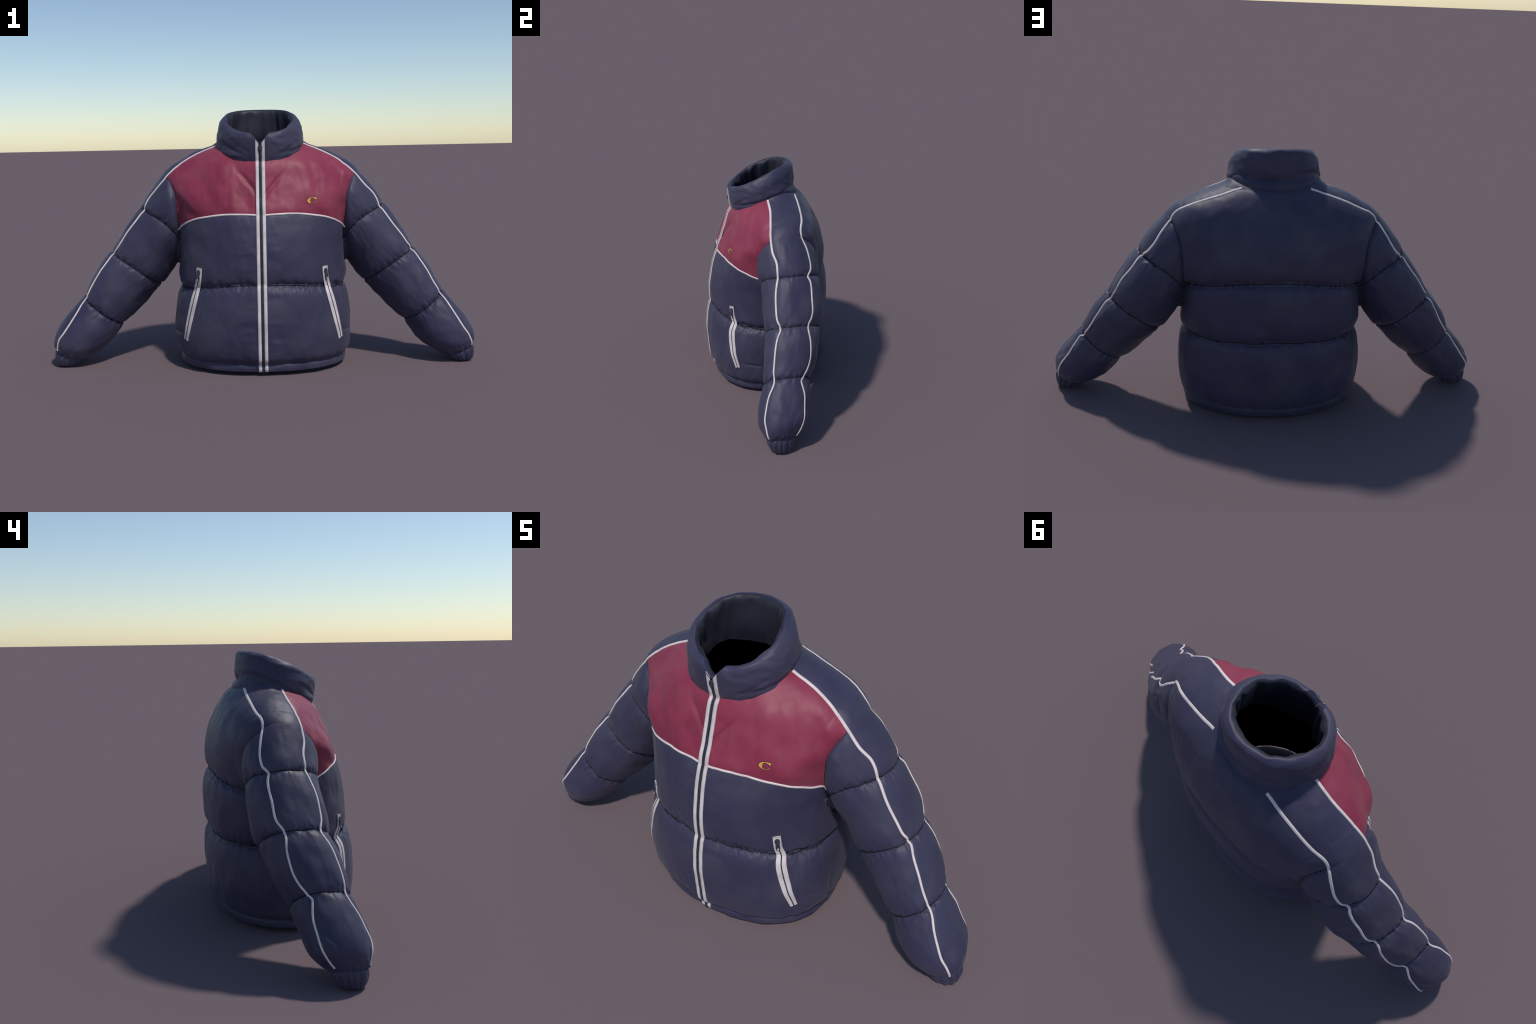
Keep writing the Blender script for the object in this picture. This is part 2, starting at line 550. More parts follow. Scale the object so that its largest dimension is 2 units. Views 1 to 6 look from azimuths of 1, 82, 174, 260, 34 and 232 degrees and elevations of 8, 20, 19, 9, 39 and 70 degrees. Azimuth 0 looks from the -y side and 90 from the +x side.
def fabric(name, dark, base, light, rough=.52, weave=900., bump=.05, spec=.35, sheen=.06, mottling=5., baked_highlight=.36):
    m = bpy.data.materials.new(name)
    m.use_nodes = True
    nt = m.node_tree
    b = nt.nodes['Principled BSDF']
    tc = nt.nodes.new('ShaderNodeTexCoord')
    n1 = nt.nodes.new('ShaderNodeTexNoise')
    n1.inputs['Scale'].default_value = mottling
    n1.inputs['Detail'].default_value = 3
    n1.inputs['Roughness'].default_value = .5
    nt.links.new(tc.outputs['Object'], n1.inputs['Vector'])
    r = nt.nodes.new('ShaderNodeValToRGB')
    r.color_ramp.elements[0].position = .32
    r.color_ramp.elements[0].color = (*dark, 1)
    r.color_ramp.elements[1].position = .68
    r.color_ramp.elements[1].color = (*light, 1)
    e = r.color_ramp.elements.new(.5)
    e.color = (*base, 1)
    nt.links.new(n1.outputs['Fac'], r.inputs['Fac'])
    n4 = nt.nodes.new('ShaderNodeTexNoise')
    n4.inputs['Scale'].default_value = mottling * 2.3
    n4.inputs['Detail'].default_value = 2
    nt.links.new(tc.outputs['Object'], n4.inputs['Vector'])
    r4 = nt.nodes.new('ShaderNodeMapRange')
    r4.inputs[1].default_value = .52
    r4.inputs[2].default_value = .78
    r4.inputs[4].default_value = baked_highlight
    nt.links.new(n4.outputs['Fac'], r4.inputs[0])
    grey = tuple(.55 * c + .45 * (sum(light) / 3) + .012 for c in light)  # paler, greyer patches paint satin highlights into the cloth colour
    col = _mix(nt, r4.outputs[0], r.outputs['Color'], grey)
    nt.links.new(col, b.inputs['Base Color'])
    b.inputs['Roughness'].default_value = rough
    b.inputs['Specular IOR Level'].default_value = spec
    b.inputs['Sheen Weight'].default_value = sheen
    b.inputs['Sheen Roughness'].default_value = .5
    n2 = nt.nodes.new('ShaderNodeTexNoise')
    n2.inputs['Scale'].default_value = weave
    n2.inputs['Detail'].default_value = 1
    nt.links.new(tc.outputs['Object'], n2.inputs['Vector'])
    n3 = nt.nodes.new('ShaderNodeTexNoise')
    n3.inputs['Scale'].default_value = 38
    n3.inputs['Detail'].default_value = 3
    nt.links.new(tc.outputs['Object'], n3.inputs['Vector'])
    ad = nt.nodes.new('ShaderNodeMath')
    ad.operation = 'MULTIPLY_ADD'
    ad.inputs[1].default_value = .12
    nt.links.new(n2.outputs['Fac'], ad.inputs[0])
    nt.links.new(n3.outputs['Fac'], ad.inputs[2])
    bp = nt.nodes.new('ShaderNodeBump')
    bp.inputs['Strength'].default_value = bump
    bp.inputs['Distance'].default_value = .01
    nt.links.new(ad.outputs[0], bp.inputs['Height'])
    nt.links.new(bp.outputs['Normal'], b.inputs['Normal'])
    return m


NAVY = fabric('navy_nylon', (.035, .0325, .070), (.042, .038, .080), (.055, .050, .088))
RED = fabric('crimson_nylon', (.222, .023, .054), (.268, .031, .068), (.295, .046, .082), rough=.50, spec=.32, mottling=6., baked_highlight=.16)
WHITE = fabric('white_piping_cord', (.66, .56, .54), (.76, .65, .62), (.82, .71, .68), rough=.6, mottling=30., bump=.1)
TAPE = fabric('white_zip_tape', (.62, .53, .51), (.70, .61, .59), (.76, .68, .66), rough=.65, mottling=22., bump=.12)
SEAM_SHADOW = fabric('painted_seam_shadow', (.013, .014, .020), (.018, .019, .027), (.024, .026, .034), rough=.8, spec=.1, sheen=0)  # near-black strips cut along seams, coloured for the crease's occlusion shadow
LINING = fabric('near_black_inner_shell', (.002, .002, .004), (.003, .003, .005), (.004, .004, .007), rough=.9, spec=.05, sheen=0)
COLLAR_IN = fabric('navy_collar_lining', (.013, .013, .025), (.018, .018, .032), (.023, .023, .038), mottling=5., baked_highlight=.12)
ZIPDARK = fabric('dark_zip_teeth', (.025, .03, .045), (.035, .042, .062), (.045, .052, .075), rough=.5, mottling=60.)
PULL = fabric('navy_zip_slider', (.030, .033, .055), (.040, .044, .070), (.055, .058, .085), rough=.4, spec=.5, sheen=0)
GOLD = fabric('gold_embroidery', (.62, .33, .04), (.76, .43, .06), (.84, .52, .10), rough=.55, mottling=120., bump=.2)
GOLDEDGE = fabric('dark_letter_rim', (.03, .015, .03), (.04, .02, .035), (.05, .03, .04), rough=.8)

# ------------------------------------------------------------------ objects
COLL = bpy.context.scene.collection
root = bpy.data.objects.new('puffer_jacket', None)
COLL.objects.link(root)
root['label'] = 'navy quilted puffer jacket with crimson yoke and white piping'
root['category'] = 'puffer jacket'


def add_mesh(name, V, F, mat, parent=root, normals=None, smooth=True):
    me = bpy.data.meshes.new(name)
    if isinstance(F, np.ndarray):
        k = F.shape[1]
        me.vertices.add(len(V))
        me.vertices.foreach_set('co', np.ascontiguousarray(V, np.float32).ravel())
        me.loops.add(F.size)
        me.loops.foreach_set('vertex_index', np.ascontiguousarray(F, np.int32).ravel())
        me.polygons.add(len(F))
        me.polygons.foreach_set('loop_start', np.arange(0, F.size, k, dtype=np.int32))
        me.polygons.foreach_set('loop_total', np.full(len(F), k, np.int32))
        me.update(calc_edges=True)
        me.validate()
    else:
        me.from_pydata([tuple(v) for v in V], [], F)
    if smooth:
        me.polygons.foreach_set('use_smooth', np.ones(len(me.polygons), bool))
    if normals is not None and len(me.vertices) == len(normals):
        me.normals_split_custom_set_from_vertices([tuple(n) for n in normals])
    me.materials.append(mat)
    ob = bpy.data.objects.new(name, me)
    COLL.objects.link(ob)
    if parent is not None:
        ob.parent = parent
    return ob


def submesh(sk, mask):
    T = sk.T[mask]
    u, inv = np.unique(T, return_inverse=True)
    return sk.V[u], inv.reshape(-1, 3), sk.N[u]


def grid_faces(n, m, close_n=False, close_m=False):
    i = np.arange(n if close_n else n - 1)
    j = np.arange(m if close_m else m - 1)
    I, J = np.meshgrid(i, j, indexing='ij')
    I, J = I.ravel(), J.ravel()
    I2, J2 = (I + 1) % n, (J + 1) % m
    return np.stack([I * m + J, I2 * m + J, I2 * m + J2, I * m + J2], 1)


def resample(P, step):
    d = np.concatenate([[0], np.cumsum(np.linalg.norm(np.diff(P, axis=0), axis=1))])
    n = max(3, int(d[-1] / step) + 1)
    t = np.linspace(0, d[-1], n)
    return np.stack([np.interp(t, d, P[:, k]) for k in range(3)], 1)


def normals_of(P):
    g = gradient(P, .006)[0]
    return g / np.linalg.norm(g, axis=1)[:, None]


def cord(name, path, width, height, mat, parent, taper=None, flat=False, lift=0.0):
    """A band with a domed section that follows the shell along a path."""
    path = resample(path, .003)
    T = np.gradient(path, axis=0)
    T /= np.linalg.norm(T, axis=1)[:, None]
    N = normals_of(path)
    N -= (N * T).sum(1)[:, None] * T
    N /= np.linalg.norm(N, axis=1)[:, None]
    B = np.cross(T, N)
    n = len(path)
    ang = np.linspace(0, 2 * math.pi, 13)[:-1]
    if flat:
        cs = [(-1, -.6), (-1, .6), (-.9, 1), (-.45, 1), (0, 1), (.45, 1), (.9, 1), (1, .6), (1, -.6), (0, -1)]
    else:
        cs = [(math.cos(a), math.sin(a)) for a in ang][::-1]
    w = np.full(n, width / 2)
    if taper:
        w = w * taper(np.linspace(0, 1, n))
    V = np.stack([path + B * (c * w)[:, None] + N * (s * height + lift) for c, s in cs], 1)
    m = len(cs)
    F = [tuple(f) for f in grid_faces(n, m, close_m=True)]
    F += [tuple(range(m))[::-1], tuple((n - 1) * m + k for k in range(m))]
    return add_mesh(name, V.reshape(-1, 3), F, mat, parent)


# ------------------------------------------------------------- build the skin
STEP = .0085
V, Q = skin(STEP)
V = project(V, False, 2)
V, Q = refine(V, Q)
V = project(V, True, 4)
T = np.concatenate([Q[:, [0, 1, 2]], Q[:, [0, 2, 3]]])
N = vertex_normals(V, T)
sk = Skin(V, N, T)

# the neck opening, the open hem and the sleeve mouths
sk.cut('neck', lambda p: np.where(p[:, 2] > .85, 1 - (p[:, 0] / .178) ** 2 - ((p[:, 1] - .0) / .150) ** 2, -1))
sk.drop(sk.label['neck'])


def arm_side(p):
    return np.abs(p[:, 0]) - ARM_X(p[:, 2])


def sleeve_only(p, fn):
    out = np.full(len(p), -1.)
    m = np.abs(p[:, 0]) > .36
    out[m] = fn(p[m])
    return out


def sleeve_seam(k):
    def fn(p):
        s, u1, u2, ax = sleeve_coords(np.abs(p) * [1, 0, 1] + p * [0, 1, 0])
        kn = _near(s)
        v = np.clip(u1 / (_w1[kn] + .003), -1, 1)
        speed = np.linalg.norm(_dC[kn] + u1[:, None] * _dN1[kn], axis=1)
        return (s - (CUFF_S if k is None else seam_at(SEAMS[k], v))) * speed
    return lambda p: sleeve_only(p, fn)


sk.cut('arm', arm_side)
sk.cut('pf', lambda p: p[:, 1] - PIPE_F(np.abs(p[:, 0])))
sk.cut('pb', lambda p: p[:, 1] - PIPE_B(np.abs(p[:, 0])))
sk.cut('hem', lambda p: p[:, 2] - HEM_Z)
sk.cut('yoke', lambda p: p[:, 2] - YOKE_Z(np.abs(p[:, 0])))
SW = .0024


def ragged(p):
    """Puckered edge of a quilting seam: small dark teeth drawing the pucker shadows."""
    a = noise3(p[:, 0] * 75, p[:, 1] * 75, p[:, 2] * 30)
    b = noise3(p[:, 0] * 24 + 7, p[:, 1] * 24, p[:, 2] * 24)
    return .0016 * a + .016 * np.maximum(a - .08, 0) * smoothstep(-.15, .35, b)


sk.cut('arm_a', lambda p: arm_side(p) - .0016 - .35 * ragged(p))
sk.cut('arm_b', lambda p: arm_side(p) + .0010)


def low_d(p):
    wb, zl, zh = seam_params(p)
    return p[:, 2] - zl


def high_d(p):
    wb, zl, zh = seam_params(p)
    return p[:, 2] - zh


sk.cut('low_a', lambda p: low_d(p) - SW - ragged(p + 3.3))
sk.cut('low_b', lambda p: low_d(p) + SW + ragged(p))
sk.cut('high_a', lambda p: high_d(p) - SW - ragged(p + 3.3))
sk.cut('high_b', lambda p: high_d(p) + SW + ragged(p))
sk.cut('side', lambda p: p[:, 1] + .045)
sk.cut('band', lambda p: p[:, 2] - neck_band_z(p[:, 0]))
for i in range(len(SEAMS)):
    fn = sleeve_seam(i)
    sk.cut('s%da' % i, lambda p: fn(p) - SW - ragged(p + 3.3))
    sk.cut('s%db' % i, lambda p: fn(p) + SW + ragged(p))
fnc = sleeve_seam(None)
sk.cut('cuff', lambda p: fnc(p))

cen = sk.centroid()
qi = field(cen, want=True)
lb = sk.label
upper = qi['u1'] > 0
stripe = lb['pf'] & ~lb['pb'] & upper & ((cen[:, 2] > .85) | lb['arm'])
stripe &= np.abs(cen[:, 0]) > .05
left = cen[:, 0] > 0
arm = lb['arm'] & ~stripe & (cen[:, 2] > -1)
back = lb['side'] & ~((cen[:, 2] > .62) & ~lb['pf'])
seam_s = np.zeros(len(cen), bool)
seg = np.zeros(len(cen), int)
for i in range(3):
    seam_s |= ~lb['s%da' % i] & lb['s%db' % i]
    seg += lb['s%da' % i]
on_sleeve = (lb['arm'])
seam_t = (~lb['low_a'] & lb['low_b']) | (~lb['high_a'] & lb['high_b'] & back & (cen[:, 1] > .05))
seam_a = ~lb['arm_a'] & lb['arm_b'] & ~stripe & (cen[:, 2] > .44)
seam = np.where(on_sleeve, seam_s, seam_t & ~stripe) | seam_a
cuffzone = on_sleeve & lb['cuff']
torso = ~on_sleeve & ~stripe
done = cuffzone.copy()


def emit(name, mask, mat, parent=root):
    if mask.sum() == 0:
        return None
    v, t, n = submesh(sk, mask)
    return add_mesh(name, v, t, mat, parent, normals=n)


sleeves = {}
for side in (True, False):
    m = (left == side)
    sl = emit('sleeve', stripe & m & ~seam & ~cuffzone, NAVY)
    sleeves[side] = sl
    for k in range(4):
        emit('sleeve_baffle', on_sleeve & ~stripe & ~seam & ~cuffzone & m & (seg == k), NAVY, sl)
    emit('sleeve_seam', on_sleeve & seam & ~cuffzone & m, SEAM_SHADOW, sl)
    emit('front_yoke', torso & ~seam & ~back & lb['yoke'] & m, RED)
    emit('chest_panel', torso & ~seam & ~back & ~lb['yoke'] & lb['low_a'] & m, NAVY)
    emit('waist_panel', torso & ~seam & ~back & ~lb['low_a'] & lb['hem'] & m, NAVY)
emit('back_panel', torso & ~seam & back & ~lb['low_a'] & lb['hem'], NAVY)
emit('back_panel', torso & ~seam & back & lb['low_a'] & ~lb['high_a'], NAVY)
bandm = lb['band'] & (cen[:, 1] > .03)
emit('back_panel', torso & ~seam & back & lb['high_a'] & ~bandm, NAVY)
emit('neck_band', torso & ~seam & back & lb['high_a'] & bandm, NAVY)
emit('hem_band', torso & ~lb['hem'] & (cen[:, 2] > HEM_BOTTOM + .0005), NAVY)
emit('quilting_seam_shadow', torso & seam, SEAM_SHADOW)

# ------------------------------------------------------------------ lining
LV, LQ = skin(.016, level=-.03)
LT = np.concatenate([LQ[:, [0, 2, 1]], LQ[:, [0, 3, 2]]])
lin = Skin(LV, vertex_normals(LV, LT), LT)
lin.cut('neck', lambda p: np.where(p[:, 2] > .85, 1 - (p[:, 0] / .168) ** 2 - (p[:, 1] / .142) ** 2, -1))
lin.drop(lin.label['neck'])
lin.cut('low', lambda p: p[:, 2] - .05)
lin.drop(~lin.label['low'])
v, t, n = submesh(lin, np.ones(len(lin.T), bool))
add_mesh('lining', v, t, LINING, normals=n)

# ------------------------------------------------------------------ cuffs
def cuff(side):
    """Elastic cuff: a short gathered band, turned in at the mouth."""
    sgn = 1 if side else -1
    na = 160
    rows = [(-.014, .90, 0), (-.003, .98, .2), (.002, 1.02, .7), (.009, 1.04, 1), (.020, .99, 1), (.031, .91, 1), (.040, .83, 1), (.045, .77, .9),
            (.045, .63, .6), (.036, .58, .4), (.012, .57, .2), (-.02, .57, 0)]
    k = int(_near(np.array(CUFF_S + .02)))
    c, n1, D = _C[k], _N1[k], _D[k]
    w1, w2 = _w1[k], _w2[k]
    V = []
    a = np.arange(na) / na * 2 * math.pi
    ph = a * 13 + 1.6 * np.sin(a * 3 + sgn) + .8 * np.sin(a * 5)
    pleat = np.abs(np.sin(ph / 2)) ** .6 * (.8 + .5 * noise3(np.cos(a) * 4, np.sin(a) * 4, 0 * a + sgn))
    for d, r, w in rows:
        rr = r * (1 + .14 * (pleat - .75) * w)
        e = 2 / 2.2
        u = np.sign(np.cos(a)) * np.abs(np.cos(a)) ** e * w1 * rr
        v = np.sign(np.sin(a)) * np.abs(np.sin(a)) ** e * w2 * rr
        q = np.clip(d / .045, 0, 1)
        d = d * 1.06
        ax = n1 * (1 - q) + np.array((1., 0, .06)) * q
        ax /= np.linalg.norm(ax)
        V.append(c + np.outer(u, ax) + np.outer(v, (0, 1, 0)) + (D + np.array((-.1, -.1, 0))) * d)
    V = np.concatenate(V)
    V[:, 2] = np.maximum(V[:, 2], .0005)
    V[:, 0] *= sgn
    F = grid_faces(len(rows), na, close_m=True)
    if sgn > 0:
        F = F[:, ::-1].copy()
    add_mesh('cuff', V, F, NAVY, sleeves[side])
    # black disc across the sleeve mouth
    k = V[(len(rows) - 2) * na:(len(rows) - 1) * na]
    add_mesh('cuff_dark_disc', np.concatenate([k, [k.mean(0)]]), [(i, (i + 1) % na, na) for i in range(na)], LINING, sleeves[side])


for side in (True, False):
    cuff(side)

# ------------------------------------------------------------------ collar
COL_BASE_Z = profile((-.20, .934), (-.165, .943), (-.08, .980), (.01, 1.022), (.10, 1.050), (.172, 1.061), (.2, 1.063))
COL_TOP_Z = profile((-.22, 1.066), (-.185, 1.080), (-.10, 1.117), (0.0, 1.160), (.08, 1.185), (.165, 1.200), (.2, 1.203))


def notch_z(x):
    return 1.032 + np.abs(x) * 1.2


# (height fraction, outward offset)
COL_PROFILE = [(-.22, -.030), (-.06, -.006), (.0, .000), (.10, .005), (.25, .009), (.45, .010), (.65, .009), (.80, .006), (.90, .001),
               (.965, -.006), (1.0, -.016), (.985, -.026), (.93, -.034), (.82, -.039), (.6, -.041), (.3, -.043), (0., -.045), (-.3, -.042)]
_ct = np.linspace(0, 1, len(COL_PROFILE))
_ch = spline(_ct, [p[0] for p in COL_PROFILE])
_co = spline(_ct, [p[1] for p in COL_PROFILE])


def collar_point(phi, h, off, x_noise=0.):
    """phi measured from the front; h height fraction; off outward offset."""
    sn, cs = np.sin(phi), np.cos(phi)
    hb = np.clip(h, -.4, 1.05)
    half = .204 + (.178 - .204) * hb
    fy = -.165 + (-.182 + .165) * hb
    by = .170 + (.166 - .170) * hb
    cy = (fy + by) / 2
    ry = (by - fy) / 2
    x = half * np.sign(sn) * np.abs(sn) ** .95
    y = cy - ry * np.sign(cs) * np.abs(cs) ** .95
    zb, zt = COL_BASE_Z(y), COL_TOP_Z(y)
    nx, ny = np.sin(phi) / half, -np.cos(phi) / ry
    L = np.hypot(nx, ny)
    x = x + nx / L * off
    y = y + ny / L * off
    z = zb + (zt - zb) * h
    return np.stack([x, y, z], -1)


phis = np.concatenate([np.linspace(0, .35, 60)[:-1], np.linspace(.35, math.pi, 150)])
phis = np.concatenate([-phis[:0:-1], phis])[:-1]
ts = np.linspace(0, 1, 70)
CV = []
for t in ts:
    h, o = float(_ch(t)), float(_co(t))
    p0 = collar_point(phis, h, o)
    n = noise3(p0[:, 0] * 9, p0[:, 1] * 9, p0[:, 2] * 14 + t * 2)
    n2 = noise3(p0[:, 0] * 24, p0[:, 1] * 24, p0[:, 2] * 40 + t * 3)
    outer = math.exp(-((t - .22) / .2) ** 2)
    inner = smoothstep(.6, .8, t)
    rim = math.exp(-((t - .62) / .14) ** 2)
    n2 = n2 * (1 - inner) + inner * noise3(np.sin(phis) * 4.5, np.cos(phis) * 4.5, 1.5 * t + 0 * phis)
    lobes = np.abs(np.sin(phis * 5.5 + .6)) - .6
    amp = .010 * n + (.0040 + .011 * inner + .003 * rim) * n2 + .0018 * (rim + .7 * inner) * lobes + .006 * rim * noise3(np.sin(phis) * 2.2 + 5, np.cos(phis) * 2.2, 0 * phis)
    damp = smoothstep(.02, .06, np.abs(p0[:, 0])) + (p0[:, 1] > 0)
    fold = .0 * n
    # compression folds low at the sides of the collar
    hh = h if t < .5 else 9
    fold = -.007 * np.exp(-((hh - .20 - .10 * np.sin(phis * 2.2 + .5)) / .05) ** 2) * smoothstep(.35, .7, np.abs(phis)) * smoothstep(2.9, 2.2, np.abs(phis))
    fold = fold - .005 * np.exp(-((hh - .34 + .12 * np.cos(phis * 3)) / .045) ** 2) * smoothstep(.25, .45, np.abs(phis)) * smoothstep(1.3, .8, np.abs(phis))
    p = collar_point(phis, h, o + amp * np.clip(damp, 0.15, 1) + fold)
    # V notch where the zip ends
    lim = notch_z(p[:, 0])
    inf = (p[:, 1] < 0) & (np.abs(p[:, 0]) < .05)
    over = np.maximum(p[:, 2] - lim, 0) * inf
    p[:, 2] -= over * .93
    # thin the padding towards the zip
    thin = smoothstep(.055, .012, np.abs(p[:, 0])) * (p[:, 1] < 0)
    flat = collar_point(phis, h, np.where(o < -.012, -.012 + (o + .012) * .25, o * .6 + .002))
    p[:, 1] = p[:, 1] * (1 - thin) + flat[:, 1] * thin
    CV.append(p)
CV = np.array(CV)
it = int(np.argmax(_ch(ts)))
F = grid_faces(it + 3, len(phis), close_m=True)
add_mesh('collar', CV[:it + 3].reshape(-1, 3), F[:, ::-1].copy(), NAVY)
F = grid_faces(len(ts) - it - 2, len(phis), close_m=True)
add_mesh('collar_lining', CV[it + 2:].reshape(-1, 3), F[:, ::-1].copy(), COLLAR_IN)

# ------------------------------------------------------------------ piping
def ray_out(O, D, lo, hi):
    """Outermost crossing of the shell along rays (bisection from outside)."""
    ts_ = np.linspace(0, 1, 32)
    a, b = np.full(len(O), lo, float), np.full(len(O), hi, float)
    tt = a[:, None] + (b - a)[:, None] * ts_
    F = np.stack([field(O + D * tt[:, i:i + 1]) for i in range(len(ts_))], 1)
    inside = F < 0
    last = np.where(inside.any(1), len(ts_) - 1 - inside[:, ::-1].argmax(1), 0)
    r = np.arange(len(O))
    l, h = tt[r, last], tt[r, np.minimum(last + 1, len(ts_) - 1)]
    for _ in range(18):
        m = (l + h) / 2
        i = field(O + D * m[:, None]) < 0
        l, h = np.where(i, m, l), np.where(i, h, m)
    return O + D * l[:, None]


PIPE_Z = profile((.14, 1.045), (.212, 1.024), (.30, .990), (.38, .945), (.447, .893), (.49, .838), (.53, .785), (.562, .742), (.614, .671),
                 (.692, .567), (.722, .528), (.782, .435), (.828, .364), (.858, .320), (.886, .263), (.915, .205), (.937, .159), (.953, .128),
                 (.973, .088), (1.0, .03))


def piping_path(line, xa, xb, sgn):
    """The line y(x) laid onto the upper side of shoulder and sleeve."""
    x = np.linspace(xa, xb, 420)
    P = np.stack([x * sgn, line(x), PIPE_Z(x)], 1)
    P = project(P, True, 5)
    P[:, 1] = .5 * P[:, 1] + .5 * line(np.abs(P[:, 0]))
    return project(P, True, 5)


def smooth_path(P, k=3):
    for _ in range(k):
        P[1:-1] = .5 * P[1:-1] + .25 * (P[2:] + P[:-2])
    return P


for sgn in (1, -1):
    for line, xa, xb in ((PIPE_F, .200, .974), (PIPE_B, .148, .974)):
        ln = line if line is PIPE_F else (lambda q: PIPE_B(q) + .005 * smoothstep(.42, .5, q))
        P = smooth_path(piping_path(ln, xa, xb, sgn), 2)
        cord('piping', P, .0125, .0032 if line is PIPE_F else .0026, WHITE, sleeves[sgn > 0], taper=profile((0, 1.), (.35, .92), (.6, .76), (1., .70)), lift=.0014 if line is PIPE_F else .0004)
    # yoke piping
    xs = np.linspace(.008, .394, 120)
    O = np.stack([xs * sgn, np.full_like(xs, .0), YOKE_Z(xs)], 1)
    P = ray_out(O, np.tile([0., -1., 0.], (len(xs), 1)), .0, .40)
    cord('yoke_piping', smooth_path(P), .0090, .0030, WHITE, root, lift=.0022)

# ------------------------------------------------------------------ main zip
zz = np.linspace(HEM_BOTTOM + .001, .955, 240)
O = np.stack([0 * zz, 0 * zz, zz], 1)
body = ray_out(O, np.tile([0., -1., 0.], (len(zz), 1)), .0, .40)
col = np.array([collar_point(np.array([0.]), h, float(np.interp(h, [0, .25, .45, .65, .8], [0, .009, .010, .009, .006])) * .6 + .002)[0]
                for h in np.linspace(.02, .90, 50)])
zpath = np.concatenate([body[body[:, 2] < .946], col[col[:, 2] > .95]])
zpath = resample(zpath, .004)
raw = zpath.copy()
zpath = smooth_path(zpath, 12)
zpath[:, 1] = np.minimum(zpath[:, 1], raw[:, 1] - .0006)


def strip(name, x0, x1, thick, lift, mat, path, top_slope=True):
    cols = np.linspace(x0, x1, 5)
    T = np.gradient(path, axis=0)
    T /= np.linalg.norm(T, axis=1)[:, None]
    Nn = np.cross(T, np.array([1., 0, 0]))
    Nn[Nn[:, 1] > 0] *= -1
    rows = []
    edge = np.array([.35, .9, 1, .9, .35])
    for u, e in zip(cols, edge):
        o = path + Nn * (lift + thick * e)
        o[:, 0] += u
        rows.append(o)
    for u in cols[::-1]:
        o = path + Nn * (lift - .004)
        o[:, 0] += u
        rows.append(o)
    Vv = np.stack(rows, 1)
    # the tape ends flush at the hem edge, pressed into the cloth
    Vv[:, :, 1] += (.004 * smoothstep(.030, HEM_BOTTOM, path[:, 2]))[:, None]
    if top_slope:
        lim = notch_z(Vv[:, :, 0]) - .0015
        Vv[:, :, 2] = np.minimum(Vv[:, :, 2], lim)
    n, m = Vv.shape[:2]
    F = [tuple(f) for f in grid_faces(n, m, close_m=True)]
    F += [tuple(range(m)), tuple((n - 1) * m + k for k in range(m))[::-1]]
    return add_mesh(name, Vv.reshape(-1, 3), F, mat)


strip('zip_tape', -.0215, -.0065, .0030, .0015, TAPE, zpath)
strip('zip_tape', .0065, .0215, .0030, .0015, TAPE, zpath)
strip('zip_backing', -.0072, .0072, .0010, .0008, ZIPDARK, zpath)


def boxes(cs, sizes, axes):
    """Many small blocks as one mesh: centres, half sizes, per-block frames."""
    V, F = [], []
    cube = np.array([(i, j, k) for i in (-1, 1) for j in (-1, 1) for k in (-1, 1)], float)
    fc = [(0, 1, 3, 2), (4, 6, 7, 5), (0, 4, 5, 1), (2, 3, 7, 6), (0, 2, 6, 4), (1, 5, 7, 3)]
    for c, s, A in zip(cs, sizes, axes):
        b = len(V)
        for q in cube:
            V.append(c + A[0] * q[0] * s[0] + A[1] * q[1] * s[1] + A[2] * q[2] * s[2])
        F += [tuple(b + i for i in f) for f in fc]
    return V, F


tp = resample(zpath[zpath[:, 2] < 1.03], .0045)
Tn = np.gradient(tp, axis=0)
Tn /= np.linalg.norm(Tn, axis=1)[:, None]
cs, ss, aa = [], [], []
for i, (p, t) in enumerate(zip(tp, Tn)):
    nrm = np.cross(t, (1., 0, 0))
    nrm = nrm if nrm[1] < 0 else -nrm
    cs.append(p + nrm * .003 + np.array([(-.0016, .0016)[i % 2], 0, 0]))
    ss.append((.0034, .0014, .0015))
    aa.append((np.array([1., 0, 0]), t, nrm))
Vz, Fz = boxes(cs, ss, aa)
ob = add_mesh('zip_teeth', Vz, Fz, ZIPDARK, smooth=False)
ob['kind'] = 'stuff'


def slab(outline, depth, c, ax_u, ax_v, ax_n, bevel=.0012):
    """Rounded plate from a 2D outline, bevelled edges, placed on a frame."""
    o = np.asarray(outline, float)
    n = len(o)
    ctr = o.mean(0)
    layers = [(1.0, -depth), (1.0, depth * .4), (.96, depth * .8), (.86, depth)]
    V = []
    for k, d in layers:
        for q in o:
            w = ctr + (q - ctr) * k
            V.append(c + ax_u * w[0] + ax_v * w[1] + ax_n * d)
    F = [tuple(f) for f in grid_faces(len(layers), n, close_m=True)]
    F += [tuple(range(n))[::-1], tuple((len(layers) - 1) * n + i for i in range(n))]
    return V, F


def rounded(w, h, top=1., n=28, p=3.5):
    a = np.linspace(0, 2 * math.pi, n, endpoint=False)
    u = np.sign(np.cos(a)) * np.abs(np.cos(a)) ** (2 / p) * w
    v = np.sign(np.sin(a)) * np.abs(np.sin(a)) ** (2 / p) * h
    u = u * np.where(v > 0, 1 - (1 - top) * v / h, 1)
    return np.stack([u, v], 1)


def frame_at(p, t):
    n = np.cross(t, np.cross((0., -1., 0.), t))
    n /= np.linalg.norm(n)
    b = np.cross(t, n)
    return b / np.linalg.norm(b), n


